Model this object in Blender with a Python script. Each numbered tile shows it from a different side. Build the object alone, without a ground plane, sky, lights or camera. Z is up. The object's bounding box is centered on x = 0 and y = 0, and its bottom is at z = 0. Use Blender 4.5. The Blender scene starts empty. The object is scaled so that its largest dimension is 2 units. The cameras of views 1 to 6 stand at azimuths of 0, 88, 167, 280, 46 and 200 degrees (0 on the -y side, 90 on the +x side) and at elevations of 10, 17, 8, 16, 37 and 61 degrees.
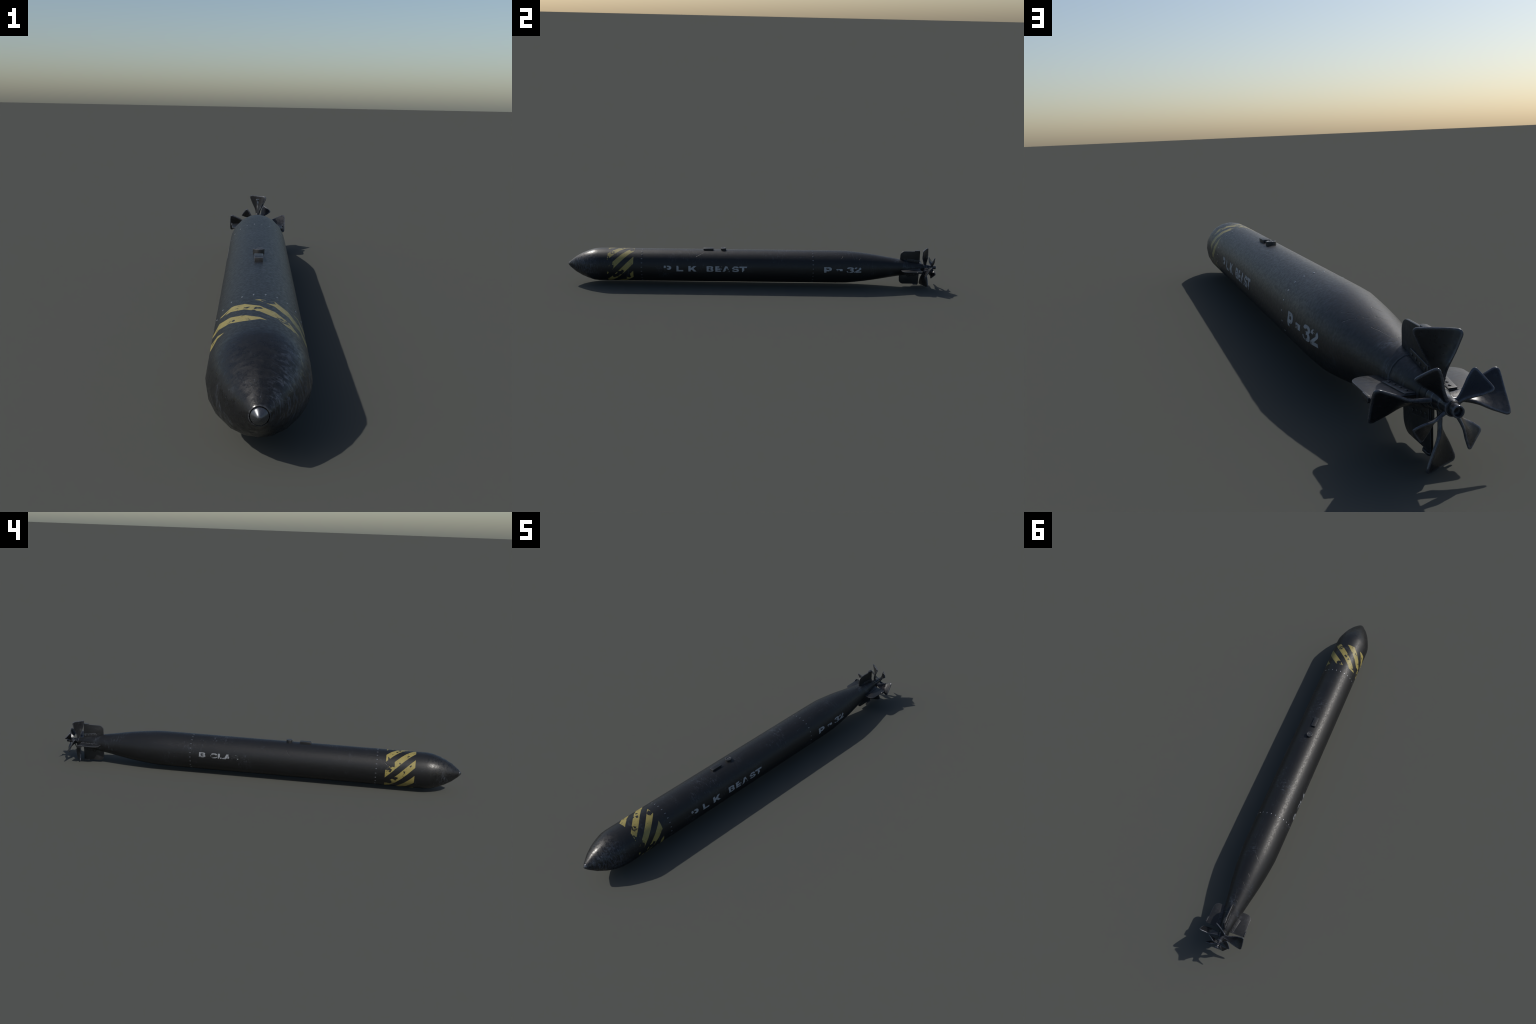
"""A worn black torpedo: rounded warhead, long riveted hull, four tail fins and two propellers on one shaft.
Local frame: x right, y from nose (-1) to tail (+1), z up, axis of the body at local z = 0."""
import bpy, bmesh, math, random
from mathutils import Vector, Matrix

random.seed(11)
R_HULL = 0.0878
AXIS_Z = 0.1013
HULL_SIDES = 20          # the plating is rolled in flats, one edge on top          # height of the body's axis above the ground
TILT = 0.0026            # the tail rests a touch higher than the nose

# ------------------------------------------------------------------ profiles (y, radius)
NOSE_CAP = [(-1.0000, 0.0), (-0.9999, 0.0018), (-0.9992, 0.0035), (-0.9976, 0.0056),
            (-0.9918, 0.0126), (-0.9906, 0.0136), (-0.9896, 0.0138), (-0.9890, 0.0134), (-0.9850, 0.0128)]
HULL = [(-0.9835, 0.0120), (-0.9838, 0.0147), (-0.9884, 0.0148), (-0.9891, 0.0152), (-0.9888, 0.0160), (-0.9868, 0.0176),
        (-0.9555, 0.0428), (-0.9220, 0.0617), (-0.8895, 0.0752), (-0.8570, 0.0853),
        (-0.8300, 0.0880), (-0.79, 0.0880), (-0.70, 0.0880), (-0.5, 0.0880), (-0.25, 0.0880),
        (0.0, 0.0880), (0.25, 0.0880), (0.44, 0.0880), (0.505, 0.0871), (0.550, 0.0831),
        (0.600, 0.0775), (0.645, 0.0715), (0.690, 0.0642), (0.745, 0.0545), (0.800, 0.0453),
        (0.8350, 0.0400), (0.8360, 0.0397), (0.8364, 0.0391), (0.8364, 0.0370)]
TAIL_CONE = [(0.8340, 0.0360), (0.8352, 0.0385), (0.8600, 0.0342), (0.8900, 0.0285), (0.9155, 0.0232),
             (0.9162, 0.0228), (0.9166, 0.0222), (0.9290, 0.0200), (0.9302, 0.0196), (0.9308, 0.0186), (0.9308, 0.0150)]
HUB_FRONT = [(0.9300, 0.0140), (0.9312, 0.0178), (0.9320, 0.0184), (0.9450, 0.0164), (0.9456, 0.0158),
             (0.9640, 0.0129), (0.9645, 0.0110)]
HUB_REAR = [(0.9640, 0.0100), (0.9642, 0.0128), (0.9700, 0.0122), (0.9830, 0.0122),
            (0.9842, 0.0117), (0.9844, 0.0096), (0.9862, 0.0094), (0.9864, 0.0080)]
SHAFT_TUBE = [(0.9855, 0.0060), (0.9856, 0.0088), (0.9868, 0.0094), (0.9990, 0.0092), (0.9998, 0.0088), (1.0000, 0.0080),
              (0.9998, 0.0069), (0.9990, 0.0066), (0.9900, 0.0064), (0.9898, 0.0030), (0.9898, 0.0)]


def hull_radius(y):
    for (y0, r0), (y1, r1) in zip(HULL[:-1], HULL[1:]):
        if y0 <= y <= y1 and y1 > y0:
            return r0 + (r1 - r0) * (y - y0) / (y1 - y0)
    for (y0, r0), (y1, r1) in zip(TAIL_CONE[1:-1], TAIL_CONE[2:]):
        if y0 <= y <= y1 and y1 > y0:
            return r0 + (r1 - r0) * (y - y0) / (y1 - y0)
    return 0.02


def on_hull(y, theta, lift=0.0):
    """point on the hull; theta is measured from the top towards +x"""
    flat = math.pi / HULL_SIDES
    off = (theta % (2 * flat)) - flat                  # angle from the middle of the flat
    r = hull_radius(y) * math.cos(flat) / math.cos(off) + lift
    return Vector((r * math.sin(theta), y, r * math.cos(theta)))


# ------------------------------------------------------------------ node helpers
class Nodes:
    def __init__(self, name):
        self.mat = bpy.data.materials.new(name)
        self.mat.use_nodes = True
        self.t = self.mat.node_tree
        self.t.nodes.clear()
        self.out = self.t.nodes.new("ShaderNodeOutputMaterial")
        self.bsdf = self.t.nodes.new("ShaderNodeBsdfPrincipled")
        self.link(self.bsdf.outputs[0], self.out.inputs["Surface"])
        self.coord = self.t.nodes.new("ShaderNodeTexCoord").outputs["Object"]

    def link(self, a, b):
        self.t.links.new(a, b)

    def put(self, sock, v):
        if hasattr(v, "links"):
            self.link(v, sock)
        elif isinstance(v, tuple) and len(v) == 3 and sock.type == "RGBA":
            sock.default_value = (*v, 1.0)
        else:
            sock.default_value = v

    def math(self, op, a, b=0.0, c=0.0, clamp=False):
        n = self.t.nodes.new("ShaderNodeMath")
        n.operation = op
        n.use_clamp = clamp
        for s, v in zip(n.inputs, (a, b, c)):
            self.put(s, v)
        return n.outputs[0]

    def mapped(self, scale=(1, 1, 1), loc=(0, 0, 0), rot=(0, 0, 0), src=None):
        n = self.t.nodes.new("ShaderNodeMapping")
        self.link(src or self.coord, n.inputs["Vector"])
        n.inputs["Scale"].default_value = scale
        n.inputs["Location"].default_value = loc
        n.inputs["Rotation"].default_value = rot
        return n.outputs[0]

    def noise(self, scale, vec=None, detail=4.0, rough=0.55, distortion=0.0):
        n = self.t.nodes.new("ShaderNodeTexNoise")
        self.link(vec or self.coord, n.inputs["Vector"])
        n.inputs["Scale"].default_value = scale
        n.inputs["Detail"].default_value = detail
        n.inputs["Roughness"].default_value = rough
        n.inputs["Distortion"].default_value = distortion
        return n.outputs["Fac"]

    def ramp(self, v, lo, hi, a=0.0, b=1.0, smooth=True):
        n = self.t.nodes.new("ShaderNodeMapRange")
        if smooth:
            n.interpolation_type = "SMOOTHSTEP"
        n.clamp = True
        for key, val in (("Value", v), ("From Min", lo), ("From Max", hi), ("To Min", a), ("To Max", b)):
            self.put(n.inputs[key], val)
        return n.outputs[0]

    def mix(self, f, a, b):
        n = self.t.nodes.new("ShaderNodeMix")
        n.data_type = "RGBA"
        self.put(n.inputs[0], f)
        self.put(n.inputs[6], a)
        self.put(n.inputs[7], b)
        return n.outputs[2]

    def bump(self, height, strength, distance, normal=None):
        n = self.t.nodes.new("ShaderNodeBump")
        n.inputs["Strength"].default_value = strength
        n.inputs["Distance"].default_value = distance
        self.link(height, n.inputs["Height"])
        if normal is not None:
            self.link(normal, n.inputs["Normal"])
        return n.outputs[0]

    def set(self, **kw):
        for k, v in kw.items():
            self.put(self.bsdf.inputs[k.replace("_", " ")], v)


# where the paint is worn through: (y, degrees round from the top, radius)
STRIPE_WEAR = [(-.7057, -60, .006), (-.6895, -81, .006), (-.665, -82, .007), (-.672, -64, .012), (-.7281, -87, .007),
               (-.661, -126, .015), (-.689, -110, .012), (-.7587, -66, .005), (-.651, -45, .006), (-.7469, 25, .006),
               (-.7134, -7, .005), (-.690, -15, .005), (-.650, 10, .013), (-.672, -1, .006), (-.700, -2, .006), (-.745, -32, .005), (-.776, 53, .008), (-.765, 68, .013), (-.758, 82, .012), (-.770, 94, .020),
               (-.695, 98, .010), (-.712, 105, .012), (-.724, 113, .010), (-.738, 119, .013), (-.665, 118, .012),
               (-.690, 130, .016), (-.740, 165, .02), (-.68, -160, .02)]
LETTER_WEAR = [(-.471, 92, .011), (-.462, 80, .005), (-.233, 86.5, .0055), (-.176, 80.6, .008), (-.172, 90, .006),
               (-.136, 91, .009), (-.111, 79, .005), (-.112, 93, .006), (-.049, 94, .006), (.395, 79, .004),
               (.449, 89, .006), (.4625, 88.5, .008), (.515, 85, .007), (.519, 90, .006), (.5625, 79, .006),
               (.2698, -91, .004), (.257, -83, .004), (.2085, -88, .008), (.187, -87, .005), (.168, -90, .004),
               (.155, -91, .003), (.119, -84, .010), (.117, -90, .011), (.127, -93, .005), (.096, -86, .021), (.078, -88, .010), (.2475, -94, .004), (.264, -86, .004), (.503, 85, .006), (.408, 90, .003)]
DENTS = [(.4697, 44.6, .4837, 33.4, .0012), (.6135, 34.4, .6418, 22.3, .0012), (.6402, 44.3, .6628, 26.8, .0016),
         (.5677, 47.9, .5776, 37.1, .0012), (.7138, 20.3, .7747, 6.0, .0013), (.672, 18.0, .6834, 10.7, .0020),
         (.5446, -4.6, .5797, -25.6, .0018), (.6392, -5.0, .6587, -17.2, .0016), (.6835, 2.2, .7018, -13.4, .0016),
         (.7714, -2.7, .7862, -26.4, .0014), (-.3534, 13.3, -.3071, -14.0, .0012), (-.1607, -49.2, -.1769, -66.2, .0020),
         (-.6364, -61.6, -.6675, -73.9, .0022), (-.3071, 43.1, -.2588, 17.9, .0016), (.35, 150.0, .38, 120.0, .0016),
         (-.42, -130.0, -.39, -105.0, .0016), (.10, -60.0, .12, -75.0, .0012)]
PAINT = (0.0085, 0.0088, 0.0095)
PAINT_SCUFF = (0.070, 0.081, 0.102)
YELLOW = (0.268, 0.221, 0.068)
LETTER = (0.285, 0.305, 0.33)  # grey lightened because the +x lettering lies in shadow
LETTER_DIMMED_FOR_SUN = (0.20, 0.212, 0.23)  # same stencil grey, darkened to match the brightness of the lit -x side


def cylinder_coords(n):
    """angle round the axis in degrees (0 on top, + towards +x), y along it, and an unrolled vector"""
    sep = n.t.nodes.new("ShaderNodeSeparateXYZ")
    n.link(n.coord, sep.inputs[0])
    x, y, z = sep.outputs
    ang = n.math("ARCTAN2", x, z)
    deg = n.math("MULTIPLY", ang, 57.29578)
    return x, y, z, deg


def worn_spots(n, spots):
    """1 in the middle of each worn spot, falling to 0 at its edge, with a ragged outline"""
    warp = n.t.nodes.new("ShaderNodeTexNoise")
    n.link(n.coord, warp.inputs["Vector"])
    warp.inputs["Scale"].default_value = 70.0
    warp.inputs["Detail"].default_value = 4.0
    sub = n.t.nodes.new("ShaderNodeVectorMath")
    sub.operation = "SUBTRACT"
    n.link(warp.outputs["Color"], sub.inputs[0])
    sub.inputs[1].default_value = (0.5, 0.5, 0.5)
    mad = n.t.nodes.new("ShaderNodeVectorMath")
    mad.operation = "MULTIPLY_ADD"
    n.link(sub.outputs[0], mad.inputs[0])
    mad.inputs[1].default_value = (0.028, 0.028, 0.028)
    n.link(n.coord, mad.inputs[2])
    total = None
    for y, deg, r in spots:
        d = n.t.nodes.new("ShaderNodeVectorMath")
        d.operation = "DISTANCE"
        n.link(mad.outputs[0], d.inputs[0])
        d.inputs[1].default_value = on_hull(y, math.radians(deg))
        f = n.ramp(d.outputs["Value"], r * 1.25, r * 0.55, 0.0, 1.0, smooth=False)
        total = f if total is None else n.math("MAXIMUM", total, f)
    return total


def gouges(n, lines):
    """height of the hull skin: 1, dropping to 0 along each gouge, thin and slightly wavering"""
    wob = n.t.nodes.new("ShaderNodeTexNoise")
    n.link(n.coord, wob.inputs["Vector"])
    wob.inputs["Scale"].default_value = 60.0
    wob.inputs["Detail"].default_value = 3.0

    def vec(op, a, b=None):
        v = n.t.nodes.new("ShaderNodeVectorMath")
        v.operation = op
        n.put(v.inputs[0], a)
        if b is not None:
            n.put(v.inputs[3] if op == "SCALE" else v.inputs[1], b)
        return v.outputs["Value" if op in ("DOT_PRODUCT", "LENGTH") else "Vector"]
    x, y, z, deg = cylinder_coords(n)
    comb = n.t.nodes.new("ShaderNodeCombineXYZ")
    n.link(y, comb.inputs[0])
    n.link(n.math("MULTIPLY", deg, math.radians(R_HULL)), comb.inputs[1])
    p = vec("ADD", comb.outputs[0], vec("SCALE", vec("SUBTRACT", wob.outputs["Color"], (0.5, 0.5, 0.5)), 0.007))
    height = None
    for y0, d0, y1, d1, w in lines:
        a, b = Vector((y0, math.radians(d0) * R_HULL, 0)), Vector((y1, math.radians(d1) * R_HULL, 0))
        ab = b - a
        pa = vec("SUBTRACT", p, tuple(a))
        t = n.math("DIVIDE", vec("DOT_PRODUCT", pa, tuple(ab)), ab.length_squared, clamp=True)
        off = n.t.nodes.new("ShaderNodeVectorMath")
        off.operation = "SCALE"
        off.inputs[0].default_value = tuple(ab)
        n.link(t, off.inputs[3])
        dist = vec("LENGTH", vec("MULTIPLY", vec("SUBTRACT", pa, off.outputs[0]), (1.0, 1.0, 0.0)))
        width = n.math("MULTIPLY", n.math("SUBTRACT", 1.25, t), w)          # tapers along its length
        g = n.ramp(n.math("DIVIDE", dist, width), 0.1, 1.0)
        height = g if height is None else n.math("MINIMUM", height, g)
    return height


def painted_metal(n, base_colour, rough_lo=0.39, rough_hi=0.54):
    """fine orange-peel grain, long dents and pale scuffs shared by the hull and everything painted on it"""
    # scuffs that break up into streaks running round the body
    cloud = n.noise(9.0, detail=5, rough=0.6)
    streak = n.noise(55.0, n.mapped((1.0, 2.6, 1.0)), detail=5, rough=0.7, distortion=0.6)
    scuff = n.math("MULTIPLY", n.ramp(cloud, 0.50, 0.70), n.ramp(streak, 0.50, 0.68))
    # hairline scratches
    hair_a = n.noise(30.0, n.mapped((6.0, 0.5, 2.0), rot=(0.5, 0.3, 0.6)), detail=2, rough=0.5)
    hair = n.ramp(n.math("ABSOLUTE", n.math("SUBTRACT", hair_a, 0.5)), 0.0, 0.006, 1.0, 0.0)
    hair = n.math("MULTIPLY", hair, n.ramp(n.noise(14.0, n.mapped(loc=(3, 1, 7)), detail=2), 0.58, 0.70))
    pale = n.math("MAXIMUM", n.math("MULTIPLY", scuff, 0.55), n.math("MULTIPLY", hair, 0.7))
    colour = n.mix(pale, base_colour, PAINT_SCUFF)
    # roughness mottling
    mottle = n.noise(150.0, detail=5, rough=0.7)
    rough = n.ramp(mottle, 0.33, 0.67, rough_lo, rough_hi)
    # grain and grooves
    grain = n.noise(260.0, n.mapped((1.0, 0.45, 1.0)), detail=3, rough=0.6)
    peel = n.noise(90.0, detail=3, rough=0.5)
    groove = gouges(n, DENTS)
    nrm = n.bump(grain, 0.07, 0.002)
    nrm = n.bump(peel, 0.05, 0.003, nrm)
    nrm = n.bump(groove, 0.45, 0.0010, nrm)
    return colour, rough, nrm, pale


def hull_material():
    n = Nodes("black_hull_paint")
    x, y, z, deg = cylinder_coords(n)
    # seven slanted yellow stripes, 45 degrees to the axis, in one band
    c = n.math("ADD", deg, n.math("MULTIPLY", n.math("ADD", y, 0.78), 657.0))
    ph = n.math("FRACT", n.math("DIVIDE", n.math("ADD", n.math("SUBTRACT", c, 34.0), 720.0), 360.0 / 7))
    s = n.math("MULTIPLY", n.ramp(ph, 0.0, 0.012, smooth=False), n.ramp(ph, 0.500, 0.512, 1.0, 0.0, smooth=False))
    s = n.math("MULTIPLY", s, n.math("MULTIPLY", n.ramp(y, -0.7795, -0.7787, smooth=False),
                                     n.ramp(y, -0.6405, -0.6397, 1.0, 0.0, smooth=False)))
    # chipped paint: ragged patches plus small pits
    patch = n.noise(24.0, n.mapped(loc=(1.9, 0.3, 5.2)), detail=6, rough=0.68, distortion=0.5)
    pits = n.noise(90.0, n.mapped((1.0, 1.6, 1.0), loc=(0.7, 3.3, 2.2)), detail=4, rough=0.65, distortion=0.8)
    chip = n.math("MAXIMUM", n.ramp(n.math("ADD", patch, n.math("MULTIPLY", worn_spots(n, STRIPE_WEAR), 0.36)), 0.585, 0.665),
                  n.ramp(pits, 0.635, 0.68))
    s = n.math("MULTIPLY", s, n.math("SUBTRACT", 1.0, chip))
    dirt = n.noise(40.0, detail=5, rough=0.6)
    yellow = n.mix(n.ramp(dirt, 0.35, 0.75, 0.0, 0.35), YELLOW, (0.17, 0.135, 0.042))
    colour, rough, nrm, pale = painted_metal(n, PAINT)
    # blue-grey streaks where the warhead was handled, mostly on its right-hand side, and round the tail
    nose = n.math("MULTIPLY", n.ramp(y, -0.80, -0.90), n.ramp(deg, 5.0, 60.0))
    nose = n.math("MULTIPLY", nose, n.ramp(deg, 155.0, 95.0))
    tail = n.math("MULTIPLY", n.ramp(y, 0.70, 0.80), n.ramp(n.noise(16.0, n.mapped(loc=(2, 5, 1)), detail=3), 0.46, 0.60))
    lines = n.noise(60.0, n.mapped((1.0, 2.6, 0.7), rot=(0.6, 0, 0.2)), detail=6, rough=0.72, distortion=1.2)
    handled = n.math("MULTIPLY", n.math("MAXIMUM", nose, n.math("MULTIPLY", tail, 0.8)), n.ramp(lines, 0.44, 0.66))
    colour = n.mix(n.math("MULTIPLY", handled, 0.95), colour, PAINT_SCUFF)
    # the bare-rubbed warhead is glossier, in patches
    front = n.math("MULTIPLY", n.ramp(y, -0.80, -0.88), n.ramp(n.noise(55.0, n.mapped((1.0, 2.0, 1.0)), detail=6, rough=0.7), 0.40, 0.60))
    rough = n.math("SUBTRACT", rough, n.math("MULTIPLY", front, 0.19))
    ring = n.math("MULTIPLY", n.ramp(y, -0.9870, -0.9882), n.ramp(n.noise(180.0, detail=3), 0.35, 0.55))
    colour = n.mix(ring, colour, (0.040, 0.042, 0.047))
    lip = n.math("MULTIPLY", n.ramp(y, 0.8347, 0.8354), n.ramp(n.noise(60.0, detail=3), 0.30, 0.50))
    lip = n.math("MULTIPLY", lip, n.ramp(y, 0.8364, 0.8366, 1.0, 0.0))
    colour = n.mix(lip, colour, (0.075, 0.08, 0.088))  # edge highlight of the step, drawn as a paler line
    colour = n.mix(s, colour, yellow)
    rough = n.math("SUBTRACT", rough, n.math("MULTIPLY", ring, 0.22))
    # hammered, pitted skin of the warhead
    pit = n.noise(170.0, n.mapped((1.0, 1.5, 1.0)), detail=4, rough=0.65, distortion=0.5)
    pit = n.math("MULTIPLY", pit, n.ramp(y, -0.80, -0.90))
    nrm = n.bump(pit, 0.11, 0.003, nrm)
    n.set(Base_Color=colour, Roughness=rough, Normal=nrm, Metallic=0.0, Specular_IOR_Level=0.40)
    return n.mat


def letter_material(name, paint):
    n = Nodes(name)
    colour, rough, nrm, pale = painted_metal(n, PAINT)
    wear = n.noise(70.0, n.mapped((1.0, 1.0, 1.0), loc=(4.1, 0.0, 0.6)), detail=6, rough=0.7, distortion=0.5)
    gone = n.ramp(n.math("ADD", wear, n.math("MULTIPLY", worn_spots(n, LETTER_WEAR), 0.36)), 0.60, 0.68)
    colour = n.mix(gone, paint, colour)
    n.set(Base_Color=colour, Roughness=rough, Normal=nrm, Specular_IOR_Level=0.5)
    return n.mat


def metal_material(name, base, edge, metallic, rough_lo, rough_hi, edge_gain=1.0, grain=0.05, edge_width=0.0016, soft=(0.992, 0.93)):
    n = Nodes(name)
    cloud = n.noise(38.0, detail=5, rough=0.65, distortion=0.4)
    fine = n.noise(160.0, detail=4, rough=0.6)
    # paint rubbed off the outer edges: where a rounded normal departs from the true one
    geo = n.t.nodes.new("ShaderNodeNewGeometry")
    bev = n.t.nodes.new("ShaderNodeBevel")
    bev.samples = 6
    bev.inputs["Radius"].default_value = edge_width
    dot = n.t.nodes.new("ShaderNodeVectorMath")
    dot.operation = "DOT_PRODUCT"
    n.link(bev.outputs[0], dot.inputs[0])
    n.link(geo.outputs["Normal"], dot.inputs[1])
    rim = n.ramp(dot.outputs["Value"], soft[0], soft[1])
    rim = n.math("MULTIPLY", rim, n.ramp(cloud, 0.28, 0.52))
    f = n.math("MAXIMUM", n.math("MULTIPLY", rim, edge_gain), n.math("MULTIPLY", n.ramp(cloud, 0.55, 0.75), 0.25))
    colour = n.mix(f, base, edge)
    rough = n.math("SUBTRACT", n.ramp(fine, 0.3, 0.7, rough_lo, rough_hi), n.math("MULTIPLY", rim, 0.10))
    n.set(Base_Color=colour, Metallic=metallic, Roughness=rough, Normal=n.bump(fine, grain, 0.0015))
    return n.mat


MAT_HULL = hull_material()
MAT_LETTER = letter_material("grey_stencil_paint", LETTER)
MAT_LETTER_DIMMED_FOR_SUN = letter_material("dimmed_for_sun_stencil_paint", LETTER_DIMMED_FOR_SUN)
MAT_STEEL = metal_material("dark_worn_steel", (0.016, 0.017, 0.020), (0.14, 0.152, 0.18), 0.35, 0.25, 0.42, 0.9, edge_width=0.0060, soft=(0.999, 0.95))  # bluish edge colour bakes sky reflection into the blade rims
MAT_FIN = metal_material("dark_fin_paint", (0.010, 0.0105, 0.0115), (0.11, 0.118, 0.135), 0.0, 0.40, 0.56, 1.0, edge_width=0.0020, soft=(0.995, 0.95))
MAT_CAP = metal_material("polished_nose_steel", (0.10, 0.105, 0.115), (0.22, 0.23, 0.25), 0.8, 0.22, 0.34)
MAT_RIVET = metal_material("bare_rivet_metal", (0.15, 0.158, 0.172), (0.22, 0.23, 0.25), 0.75, 0.24, 0.36)
MAT_GROOVE = metal_material("black_rubber_seal", (0.006, 0.006, 0.007), (0.010, 0.010, 0.011), 0.0, 0.55, 0.70)

# ------------------------------------------------------------------ object helpers
COLL = bpy.context.scene.collection


def add_object(name, mesh, parent, mat=None, matrix=None):
    ob = bpy.data.objects.new(name, mesh)
    COLL.objects.link(ob)
    ob.parent = parent
    if matrix is not None:
        ob.matrix_basis = matrix
    if mat and mesh and not mesh.materials:
        mesh.materials.append(mat)
    return ob


def finish(bm, name, smooth_angle=None):
    bmesh.ops.recalc_face_normals(bm, faces=bm.faces)
    me = bpy.data.meshes.new(name)
    bm.to_mesh(me)
    bm.free()
    me.polygons.foreach_set("use_smooth", [smooth_angle is not None] * len(me.polygons))
    if smooth_angle is not None:
        me.set_sharp_from_angle(angle=math.radians(smooth_angle))
    me.update()
    return me


def lathe(name, profile, segments=96, smooth_angle=40):
    bm = bmesh.new()
    rings = []
    for y, r in profile:
        if r < 1e-6:
            rings.append([bm.verts.new((0, y, 0))])
        else:
            rings.append([bm.verts.new((r * math.sin(2 * math.pi * i / segments), y,
                                        r * math.cos(2 * math.pi * i / segments))) for i in range(segments)])
    for a, b in zip(rings[:-1], rings[1:]):
        for i in range(segments):
            j = (i + 1) % segments
            if len(a) == 1:
                bm.faces.new((a[0], b[i], b[j]))
            elif len(b) == 1:
                bm.faces.new((a[i], a[j], b[0]))
            else:
                bm.faces.new((a[i], a[j], b[j], b[i]))
    return finish(bm, name, smooth_angle)


def prism(outline, half, bevel=0.0, name="plate", smooth_angle=35):
    """plate in the (y, z) plane given by its outline, thickness 2*half along x, bevelled edges"""
    bm = bmesh.new()
    vs = [bm.verts.new((-half, y, z)) for y, z in outline]
    f = bm.faces.new(vs)
    res = bmesh.ops.extrude_face_region(bm, geom=[f])
    bmesh.ops.translate(bm, vec=(2 * half, 0, 0), verts=[v for v in res["geom"] if isinstance(v, bmesh.types.BMVert)])
    bmesh.ops.recalc_face_normals(bm, faces=bm.faces)
    if bevel:
        rim = [e for e in bm.edges if abs(e.verts[0].co.x - e.verts[1].co.x) < 1e-7]
        bmesh.ops.bevel(bm, geom=rim, offset=bevel, segments=2, profile=0.5, affect="EDGES")
    return finish(bm, name, smooth_angle)


def spin(angle):
    """turn about the body's axis so that local +z points to theta = angle (0 top, + towards +x)"""
    return Matrix.Rotation(angle, 4, "Y")


# ------------------------------------------------------------------ the thing
torpedo = bpy.data.objects.new("torpedo", None)
COLL.objects.link(torpedo)
torpedo.location = (-0.0021, 0.0, 0.0)
torpedo.rotation_euler = (TILT, 0.0, 0.0004)
torpedo["label"] = "long black torpedo with yellow warning stripes and two propellers"
torpedo["category"] = "torpedo"
AXIS = Matrix.Translation((0, 0, AXIS_Z))

hull = add_object("hull", lathe("hull", HULL, HULL_SIDES, 60), torpedo, MAT_HULL, AXIS)
add_object("nose_cap", lathe("nose_cap", NOSE_CAP, 64, 60), torpedo, MAT_CAP, AXIS)
add_object("nose_seal", lathe("nose_seal", [(-0.9858, 0.0100), (-0.9862, 0.0120), (-0.9862, 0.0144), (-0.9850, 0.0148), (-0.9840, 0.0120)], 64), torpedo,
           MAT_GROOVE, AXIS)
tail_cone = add_object("tail_cone", lathe("tail_cone", TAIL_CONE, HULL_SIDES, 45), torpedo, MAT_HULL, AXIS)
add_object("shaft_tube", lathe("shaft_tube", SHAFT_TUBE, 48, 50), torpedo, MAT_STEEL, AXIS)
add_object("shaft_seal", lathe("shaft_seal", [(0.9838, 0.0080), (0.9839, 0.0105), (0.9852, 0.0108), (0.9864, 0.0100),
                                              (0.9866, 0.0080)], 48), torpedo, MAT_GROOVE, AXIS)
add_object("shaft_seal", lathe("shaft_seal", [(0.9300, 0.0160), (0.9302, 0.0182), (0.9318, 0.0178), (0.9320, 0.0160)], 64),
           torpedo, MAT_GROOVE, AXIS)


# rivets: two rings of 24 low domes
def rivet_mesh():
    """low rounded slug, longer along the body than across it"""
    bm = bmesh.new()
    half_len, half_wid, seg = 0.0040, 0.0021, 16
    prof = [(1.0, -0.0008), (1.0, 0.0001), (0.86, 0.0005), (0.55, 0.0007)]
    rings = []
    for f, h in prof:
        ring = []
        for i in range(seg):
            a = 2 * math.pi * i / seg
            c, sn = math.cos(a), math.sin(a)
            ring.append(bm.verts.new((half_wid * f * c,
                                      math.copysign(half_len - half_wid, sn) * (abs(sn) > 1e-6) + half_wid * f * sn, h)))
        rings.append(ring)
    for a, b in zip(rings[:-1], rings[1:]):
        for i in range(seg):
            bm.faces.new((a[i], a[(i + 1) % seg], b[(i + 1) % seg], b[i]))
    bm.faces.new(rings[-1])
    return finish(bm, "rivet", 60)


RIVET = rivet_mesh()
for ring_y in (-0.5960, 0.3210):
    for k in range(24):
        th = math.radians(8.0 + 15.0 * k)
        m = AXIS @ spin(th) @ Matrix.Translation((0, ring_y + random.uniform(-.0004, .0004), math.hypot(on_hull(ring_y, th).x, on_hull(ring_y, th).z)))
        add_object("rivet", RIVET, torpedo, MAT_RIVET, m)

# ------------------------------------------------------------------ deck fittings
bm = bmesh.new()
bmesh.ops.create_cube(bm, size=1.0)
bmesh.ops.scale(bm, vec=(0.0204, 0.0535, 0.0148), verts=bm.verts)
bmesh.ops.bevel(bm, geom=bm.edges[:], offset=0.0008, segments=2, profile=0.5, affect="EDGES")
add_object("guide_block", finish(bm, "guide_block", 40), torpedo, MAT_FIN,
           AXIS @ Matrix.Translation((0.0, -0.2430, R_HULL + 0.0078 - 0.0070)))
KNOB = [(-0.008, 0.0), (-0.008, 0.0139), (0.0094, 0.0144), (0.0101, 0.0142), (0.0105, 0.0135), (0.0104, 0.0108),
        (0.0098, 0.0102), (0.0096, 0.0090), (0.0096, 0.0052), (0.0100, 0.0048), (0.0101, 0.0030), (0.0098, 0.0026), (0.0098, 0.0)]
knob_me = lathe("filler_knob", KNOB, 48, 40)
add_object("filler_knob", knob_me, torpedo, MAT_FIN,
           AXIS @ Matrix.Translation((0.0, -0.1625, R_HULL)) @ Matrix.Rotation(math.pi / 2, 4, "X"))

# ------------------------------------------------------------------ fins
FIN_R, FIN_Y0, FIN_Y1 = 0.0925, 0.8010, 0.9085


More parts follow.
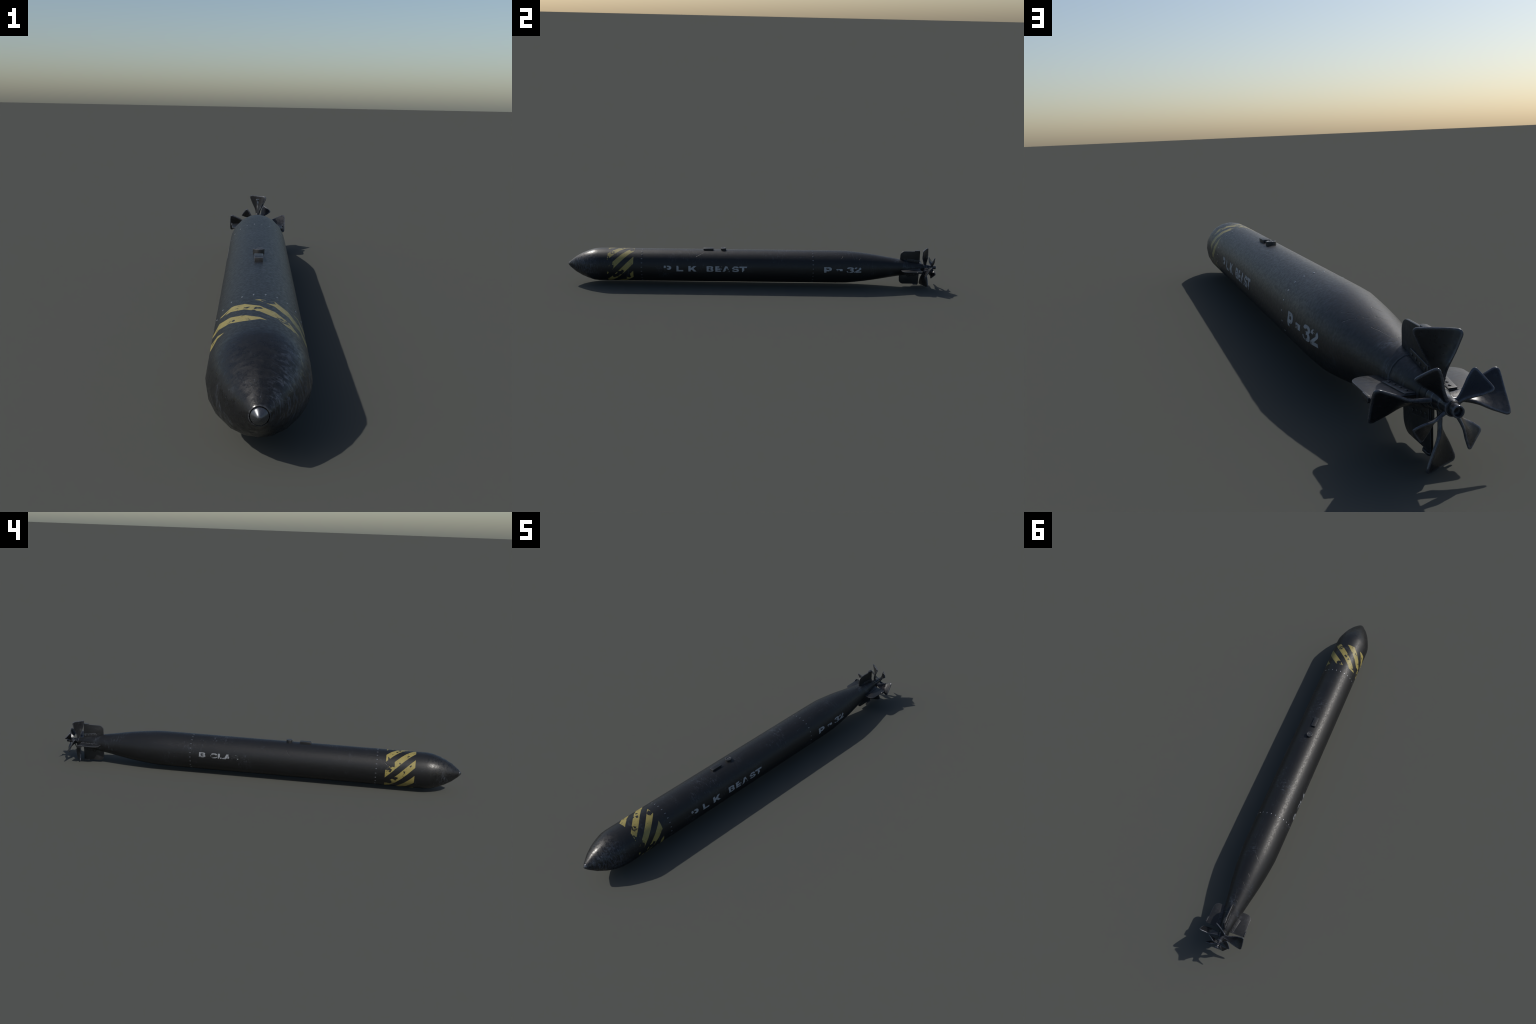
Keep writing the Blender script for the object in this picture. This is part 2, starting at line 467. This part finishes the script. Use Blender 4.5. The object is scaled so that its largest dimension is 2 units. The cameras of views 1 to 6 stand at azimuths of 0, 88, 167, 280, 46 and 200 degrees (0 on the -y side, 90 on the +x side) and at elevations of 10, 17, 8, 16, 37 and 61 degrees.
def fin_outline():
    pts = [(FIN_Y0 - 0.0005, 0.030)]
    rad = 0.0235
    for k in range(11):
        a = math.radians(90 * k / 10)
        pts.append((FIN_Y0 + 0.0005 + rad * (1 - math.cos(a)), FIN_R - rad * (1 - math.sin(a))))
    pts += [(FIN_Y1 - 0.0010, FIN_R), (FIN_Y1, FIN_R - 0.0015), (FIN_Y1 + 0.0015, 0.0240), (FIN_Y1 + 0.0005, 0.0150)]
    return pts


FIN = prism(fin_outline(), 0.0025, 0.0012, "fin")
r0, r1 = hull_radius(0.838), hull_radius(0.909)
ROOT_PLATE = prism([(0.8375, r0 - 0.006), (0.8382, r0 + 0.0020), (0.8435, r0 + 0.0135), (0.9090, r1 + 0.0165), (0.9092, r1 - 0.006)],
                   0.0048, 0.0008, "root_plate")


def fin_tab_mesh():
    bm = bmesh.new()
    w, y0, y1 = 0.0057, 0.8795, 0.9070
    shape = [(-w * 0.35, y0), (w * 0.35, y0), (w, y0 + 0.0050), (w, y1 - 0.0035), (w * 0.5, y1), (-w * 0.5, y1),
             (-w, y1 - 0.0035), (-w, y0 + 0.0050)]
    f = bm.faces.new([bm.verts.new((x, y, 0.0924)) for x, y in shape])
    res = bmesh.ops.extrude_face_region(bm, geom=[f])
    bmesh.ops.translate(bm, vec=(0, 0, 0.0046), verts=[v for v in res["geom"] if isinstance(v, bmesh.types.BMVert)])
    bmesh.ops.recalc_face_normals(bm, faces=bm.faces)
    bmesh.ops.bevel(bm, geom=bm.edges[:], offset=0.0006, segments=2, profile=0.5, affect="EDGES")
    return finish(bm, "fin_tab", 40)


FIN_TAB = fin_tab_mesh()


def bolt_mesh():
    bm = bmesh.new()
    bmesh.ops.create_cone(bm, cap_ends=True, segments=12, radius1=0.0028, radius2=0.0025, depth=0.0030)
    bmesh.ops.bevel(bm, geom=[e for e in bm.edges if all(v.co.z > 0 for v in e.verts)], offset=0.0006, segments=2,
                    profile=0.5, affect="EDGES")
    return finish(bm, "bolt", 40)


BOLT = bolt_mesh()
for k in range(4):
    fin = add_object("fin", FIN, torpedo, MAT_FIN,
                     Matrix.Translation((0, 0, -0.0015)) @ AXIS @ spin(math.radians(90 * k)))
    add_object("root_plate", ROOT_PLATE, fin, MAT_FIN)
    add_object("fin_tab", FIN_TAB, fin, MAT_FIN)
    for side in (1, -1):
        for b in range(4):
            y = 0.8495 + 0.0162 * b
            r = hull_radius(y) + 0.0072
            m = Matrix.Translation((side * 0.0048, y, r)) @ Matrix.Rotation(side * math.pi / 2, 4, "Y")
            add_object("bolt", BOLT, fin, MAT_FIN, m)


# ------------------------------------------------------------------ propellers
def blade_mesh(name, scale, stations, tip_r, thick, corner):
    """twisted paddle blade pointing to +z. stations: (radius, half width round the axis, half width along it)"""
    def at(r):
        """smooth (Catmull-Rom) reading of the stations"""
        k = 0
        while k < len(stations) - 2 and r > stations[k + 1][0]:
            k += 1
        p1, p2 = stations[k], stations[k + 1]
        p0 = stations[k - 1] if k else p1
        p3 = stations[k + 2] if k + 2 < len(stations) else p2
        h = p2[0] - p1[0]
        f = min(1.0, max(0.0, (r - p1[0]) / h))
        out = []
        for c in (1, 2):
            m1 = (p2[c] - p0[c]) / max(1e-9, p2[0] - p0[0]) * h
            m2 = (p3[c] - p1[c]) / max(1e-9, p3[0] - p1[0]) * h
            out.append((2 * f ** 3 - 3 * f * f + 1) * p1[c] + (f ** 3 - 2 * f * f + f) * m1
                       + (-2 * f ** 3 + 3 * f * f) * p2[c] + (f ** 3 - f * f) * m2)
        return out
    rows = []
    r_root = stations[0][0]
    n_body = 26
    for i in range(n_body + 1):
        r = r_root + (tip_r - corner - r_root) * i / n_body
        rows.append((r, 1.0, 1.0))
    for k in range(1, 10):
        a = math.radians(90 * k / 9)
        r = tip_r - corner + corner * math.sin(a)
        shrink = corner * (1 - math.cos(a))
        rows.append((r, shrink, None))
    nu = 14
    bm = bmesh.new()
    grid = []
    for idx, (r, s, flag) in enumerate(rows):
        ht, ha = at(r)
        length = math.hypot(ht, ha)
        cut = 0.0 if flag else s / length
        ring = []
        t_row = thick * (1.35 - 0.40 * (r - r_root) / (tip_r - r_root))
        if idx == len(rows) - 1:
            t_row *= 0.45
        elif idx == len(rows) - 2:
            t_row *= 0.80
        nrm = Vector((ha, ht, 0)).normalized()          # normal of the chord in the (x, y) plane
        for j in range(2 * nu):
            a = 2 * math.pi * j / (2 * nu)
            cu, cv = math.cos(a), math.sin(a)
            u = math.copysign(abs(cu) ** 0.46, cu) * (1 - cut)      # flat faces, rounded rim
            v = math.copysign(abs(cv) ** 0.46, cv)
            x, y = ht * u, -ha * u
            z = r
            if r > r_root + 0.2 * (tip_r - r_root):                  # the tip edge is very slightly bowed
                z = r - 0.0012 * scale * (u * u) * (r / tip_r)
            dish = 0.0022 * scale * (1 - u * u) * (r - r_root) / (tip_r - r_root)
            bead = 0.80 + 0.20 * min(1.0, abs(u) / 0.8) ** 2             # thicker towards the rim
            p = Vector((x, y, z)) + nrm * (v * t_row * 0.5 * bead - dish)
            ring.append(bm.verts.new(p))
        grid.append(ring)
    for a, b in zip(grid[:-1], grid[1:]):
        for j in range(2 * nu):
            k = (j + 1) % (2 * nu)
            bm.faces.new((a[j], a[k], b[k], b[j]))
    bm.faces.new(grid[-1])
    bm.faces.new(list(reversed(grid[0])))
    return finish(bm, name, 70)


BIG_BLADE = blade_mesh("blade", 1.0, [(0.0140, 0.0018, 0.0094), (0.0240, 0.0030, 0.0088), (0.0400, 0.0056, 0.0124),
                                      (0.0525, 0.0094, 0.0164), (0.0625, 0.0146, 0.0176), (0.0720, 0.0198, 0.0183),
                                      (0.1030, 0.0334, 0.0202)],
                       0.1034, 0.0060, 0.0108)
SMALL_BLADE = blade_mesh("blade", 0.62, [(0.0080, 0.0010, 0.0056), (0.0150, 0.0018, 0.0050), (0.0245, 0.0036, 0.0076),
                                         (0.0325, 0.0062, 0.0100), (0.0385, 0.0092, 0.0107), (0.0445, 0.0124, 0.0111),
                                         (0.0640, 0.0194, 0.0116)],
                         0.0638, 0.0044, 0.0070)


def propeller(hub_profile, y0, phase, blade):
    hub = add_object("propeller", lathe("propeller", hub_profile, 64, 30), torpedo, MAT_STEEL,
                     AXIS @ Matrix.Translation((0.0008, 0, 0)))
    for k in range(4):
        m = Matrix.Translation((0, y0, 0)) @ spin(math.radians(phase + 90 * k))
        add_object("blade", blade, hub, MAT_STEEL, m)
    return hub


propeller(HUB_FRONT, 0.9390, 0.6, BIG_BLADE)
propeller(HUB_REAR, 0.9778, 35.2, SMALL_BLADE)

# ------------------------------------------------------------------ stencilled lettering
# each glyph: outer outlines and holes on a unit square (x to the right, y up), heavy extended capitals
def arc(cx, cy, rx, ry, a0, a1, n=7):
    return [(cx + rx * math.cos(math.radians(a0 + (a1 - a0) * i / n)),
             cy + ry * math.sin(math.radians(a0 + (a1 - a0) * i / n))) for i in range(n + 1)]


GLYPHS = {
    "P": [[(0, 0), (.30, 0), (.30, .28), (.66, .28)] + arc(.66, .64, .34, .36, -90, 90) + [(0, 1)],
          [(.30, .52), (.60, .52)] + arc(.60, .64, .09, .12, -90, 90, 5) + [(.30, .76)]],
    "L": [[(0, 0), (1, 0), (1, .27), (.31, .27), (.31, 1), (0, 1)]],
    "K": [[(0, 0), (.28, 0), (.28, .28), (.40, .38), (.66, 0), (1, 0), (.62, .56), (.98, 1), (.64, 1), (.28, .60), (.28, 1), (0, 1)]],
    "B": [[(0, 0), (.70, 0)] + arc(.72, .27, .28, .27, -90, 70) + arc(.68, .74, .27, .26, -50, 90) + [(0, 1)],
          [(.29, .21), (.62, .21)] + arc(.62, .30, .07, .09, -90, 90, 4) + [(.29, .39)],
          [(.29, .61), (.60, .61)] + arc(.60, .70, .07, .09, -90, 90, 4) + [(.29, .79)]],
    "E": [[(0, 0), (1, 0), (1, .24), (.31, .24), (.31, .39), (.92, .39), (.92, .61), (.31, .61), (.31, .76), (1, .76), (1, 1), (0, 1)]],
    "A": [[(0, 0), (.28, 0), (.36, .19), (.66, .19), (.73, 0), (1, 0), (.66, 1), (.36, 1)],
          [(.44, .40), (.58, .40), (.51, .70)]],
    "S": [arc(.66, .29, .34, .29, -90, 90) + [(.40, .58)] + arc(.40, .69, .10, .09, 270, 90, 4) + [(.62, .78), (.64, .70), (.95, .70)]
          + arc(.66, .70, .30, .30, 15, 90, 4) + arc(.36, .71, .34, .29, 90, 270) + [(.62, .42)]
          + arc(.62, .31, .08, .10, 90, -90, 4) + [(.36, .21), (.32, .31), (0, .31)] + arc(.34, .30, .34, .30, 185, 270, 4)],
    "T": [[(.35, 0), (.65, 0), (.65, .75), (1, .75), (1, 1), (0, 1), (0, .75), (.35, .75)]],
    "C": [arc(.36, .5, .36, .5, 270, 90, 12) + arc(.64, .64, .36, .36, 90, 8, 5) + [(.68, .62)] + arc(.58, .66, .10, .11, 10, 90, 3)
          + arc(.40, .5, .11, .27, 90, 270, 8) + arc(.58, .34, .10, .11, -90, -10, 3) + [(.99, .36)] + arc(.64, .36, .36, .36, -8, -90, 5)],
    "3": [arc(.62, .28, .38, .28, -90, 60, 7) + arc(.60, .74, .36, .26, -40, 90, 6) + arc(.36, .72, .34, .28, 90, 170, 5)
          + [(.32, .70)] + arc(.42, .70, .10, .10, 170, 90, 3) + arc(.58, .70, .08, .08, 90, -90, 4) + [(.38, .62), (.38, .42)]
          + arc(.60, .32, .09, .10, 90, -90, 4) + arc(.42, .32, .11, .10, 270, 190, 3) + [(0, .32)] + arc(.36, .30, .36, .30, 190, 270, 5)],
    "2": [[(0, 0), (1, 0), (1, .25), (.52, .25), (.86, .50)] + arc(.62, .70, .38, .30, -20, 90, 6) + arc(.38, .70, .38, .30, 90, 180, 5)
          + [(.31, .68)] + arc(.43, .70, .12, .10, 180, 90, 3) + arc(.60, .69, .09, .09, 90, -50, 4) + [(0, .20)]],
    "-": [[(0, 0), (1, 0), (1, 1), (0, 1)]],
}


def letter_mesh(char, y_from, y_to, th_bottom, th_top, thickness=0.0005):
    """cut the glyph out flat, slice it finely, then wrap it round the hull with a little paint thickness"""
    cu = bpy.data.curves.new("letter", "CURVE")
    cu.dimensions = "2D"
    cu.fill_mode = "BOTH"
    for loop in GLYPHS[char]:
        sp = cu.splines.new("POLY")
        sp.points.add(len(loop) - 1)
        for p, (x, y) in zip(sp.points, loop):
            p.co = (x, y, 0, 1)
        sp.use_cyclic_u = True
    tmp = bpy.data.objects.new("letter_tmp", cu)
    COLL.objects.link(tmp)
    dg = bpy.context.evaluated_depsgraph_get()
    me = bpy.data.meshes.new_from_object(tmp.evaluated_get(dg))
    bpy.data.objects.remove(tmp)
    bpy.data.curves.remove(cu)
    bm = bmesh.new()
    bm.from_mesh(me)
    bpy.data.meshes.remove(me)
    bmesh.ops.remove_doubles(bm, verts=bm.verts, dist=1e-5)
    for k in range(1, 12):
        bmesh.ops.bisect_plane(bm, geom=bm.verts[:] + bm.edges[:] + bm.faces[:], plane_co=(0, k / 12, 0), plane_no=(0, 1, 0))
    for k in range(1, 6):
        bmesh.ops.bisect_plane(bm, geom=bm.verts[:] + bm.edges[:] + bm.faces[:], plane_co=(k / 6, 0, 0), plane_no=(1, 0, 0))
    res = bmesh.ops.extrude_face_region(bm, geom=bm.faces[:])
    upper = {v for v in res["geom"] if isinstance(v, bmesh.types.BMVert)}
    for v in bm.verts:
        y = y_from + (y_to - y_from) * v.co.x
        th = math.radians(th_bottom + (th_top - th_bottom) * v.co.y)
        v.co = on_hull(y, th, thickness if v in upper else -0.0006)
    return finish(bm, "letter", 40)


def write_row(rows, paint=MAT_LETTER):
    for char, y0, y1, tb, tt in rows:
        add_object("letter", letter_mesh(char, y0, y1, tb, tt), hull, paint)


TB, TT = 96.6, 76.8
write_row([("P", -.4770, -.4372, TB, TT), ("L", -.4098, -.3738, TB, TT), ("K", -.3465, -.3027, TB, TT),
           ("B", -.2492, -.2129, TB, TT), ("E", -.2030, -.1675, TB, TT), ("A", -.1640, -.1265, TB, TT),
           ("S", -.1150, -.0766, TB, TT), ("T", -.0747, -.0344, TB, TT)])
write_row([("P", .3795, .4211, 95.4, 75.6), ("-", .4455, .4788, 88.9, 81.8), ("3", .5010, .5410, 95.8, 75.2),
           ("2", .5430, .5801, 96.0, 75.0)])
TB, TT = -93.7, -77.6
write_row([("B", .2737, .2409, TB, TT), ("C", .2153, .1812, TB, TT), ("L", .1779, .1459, TB, TT),
           ("A", .1480, .1120, TB, TT), ("S", .1085, .0745, TB, TT)],
          MAT_LETTER_DIMMED_FOR_SUN)
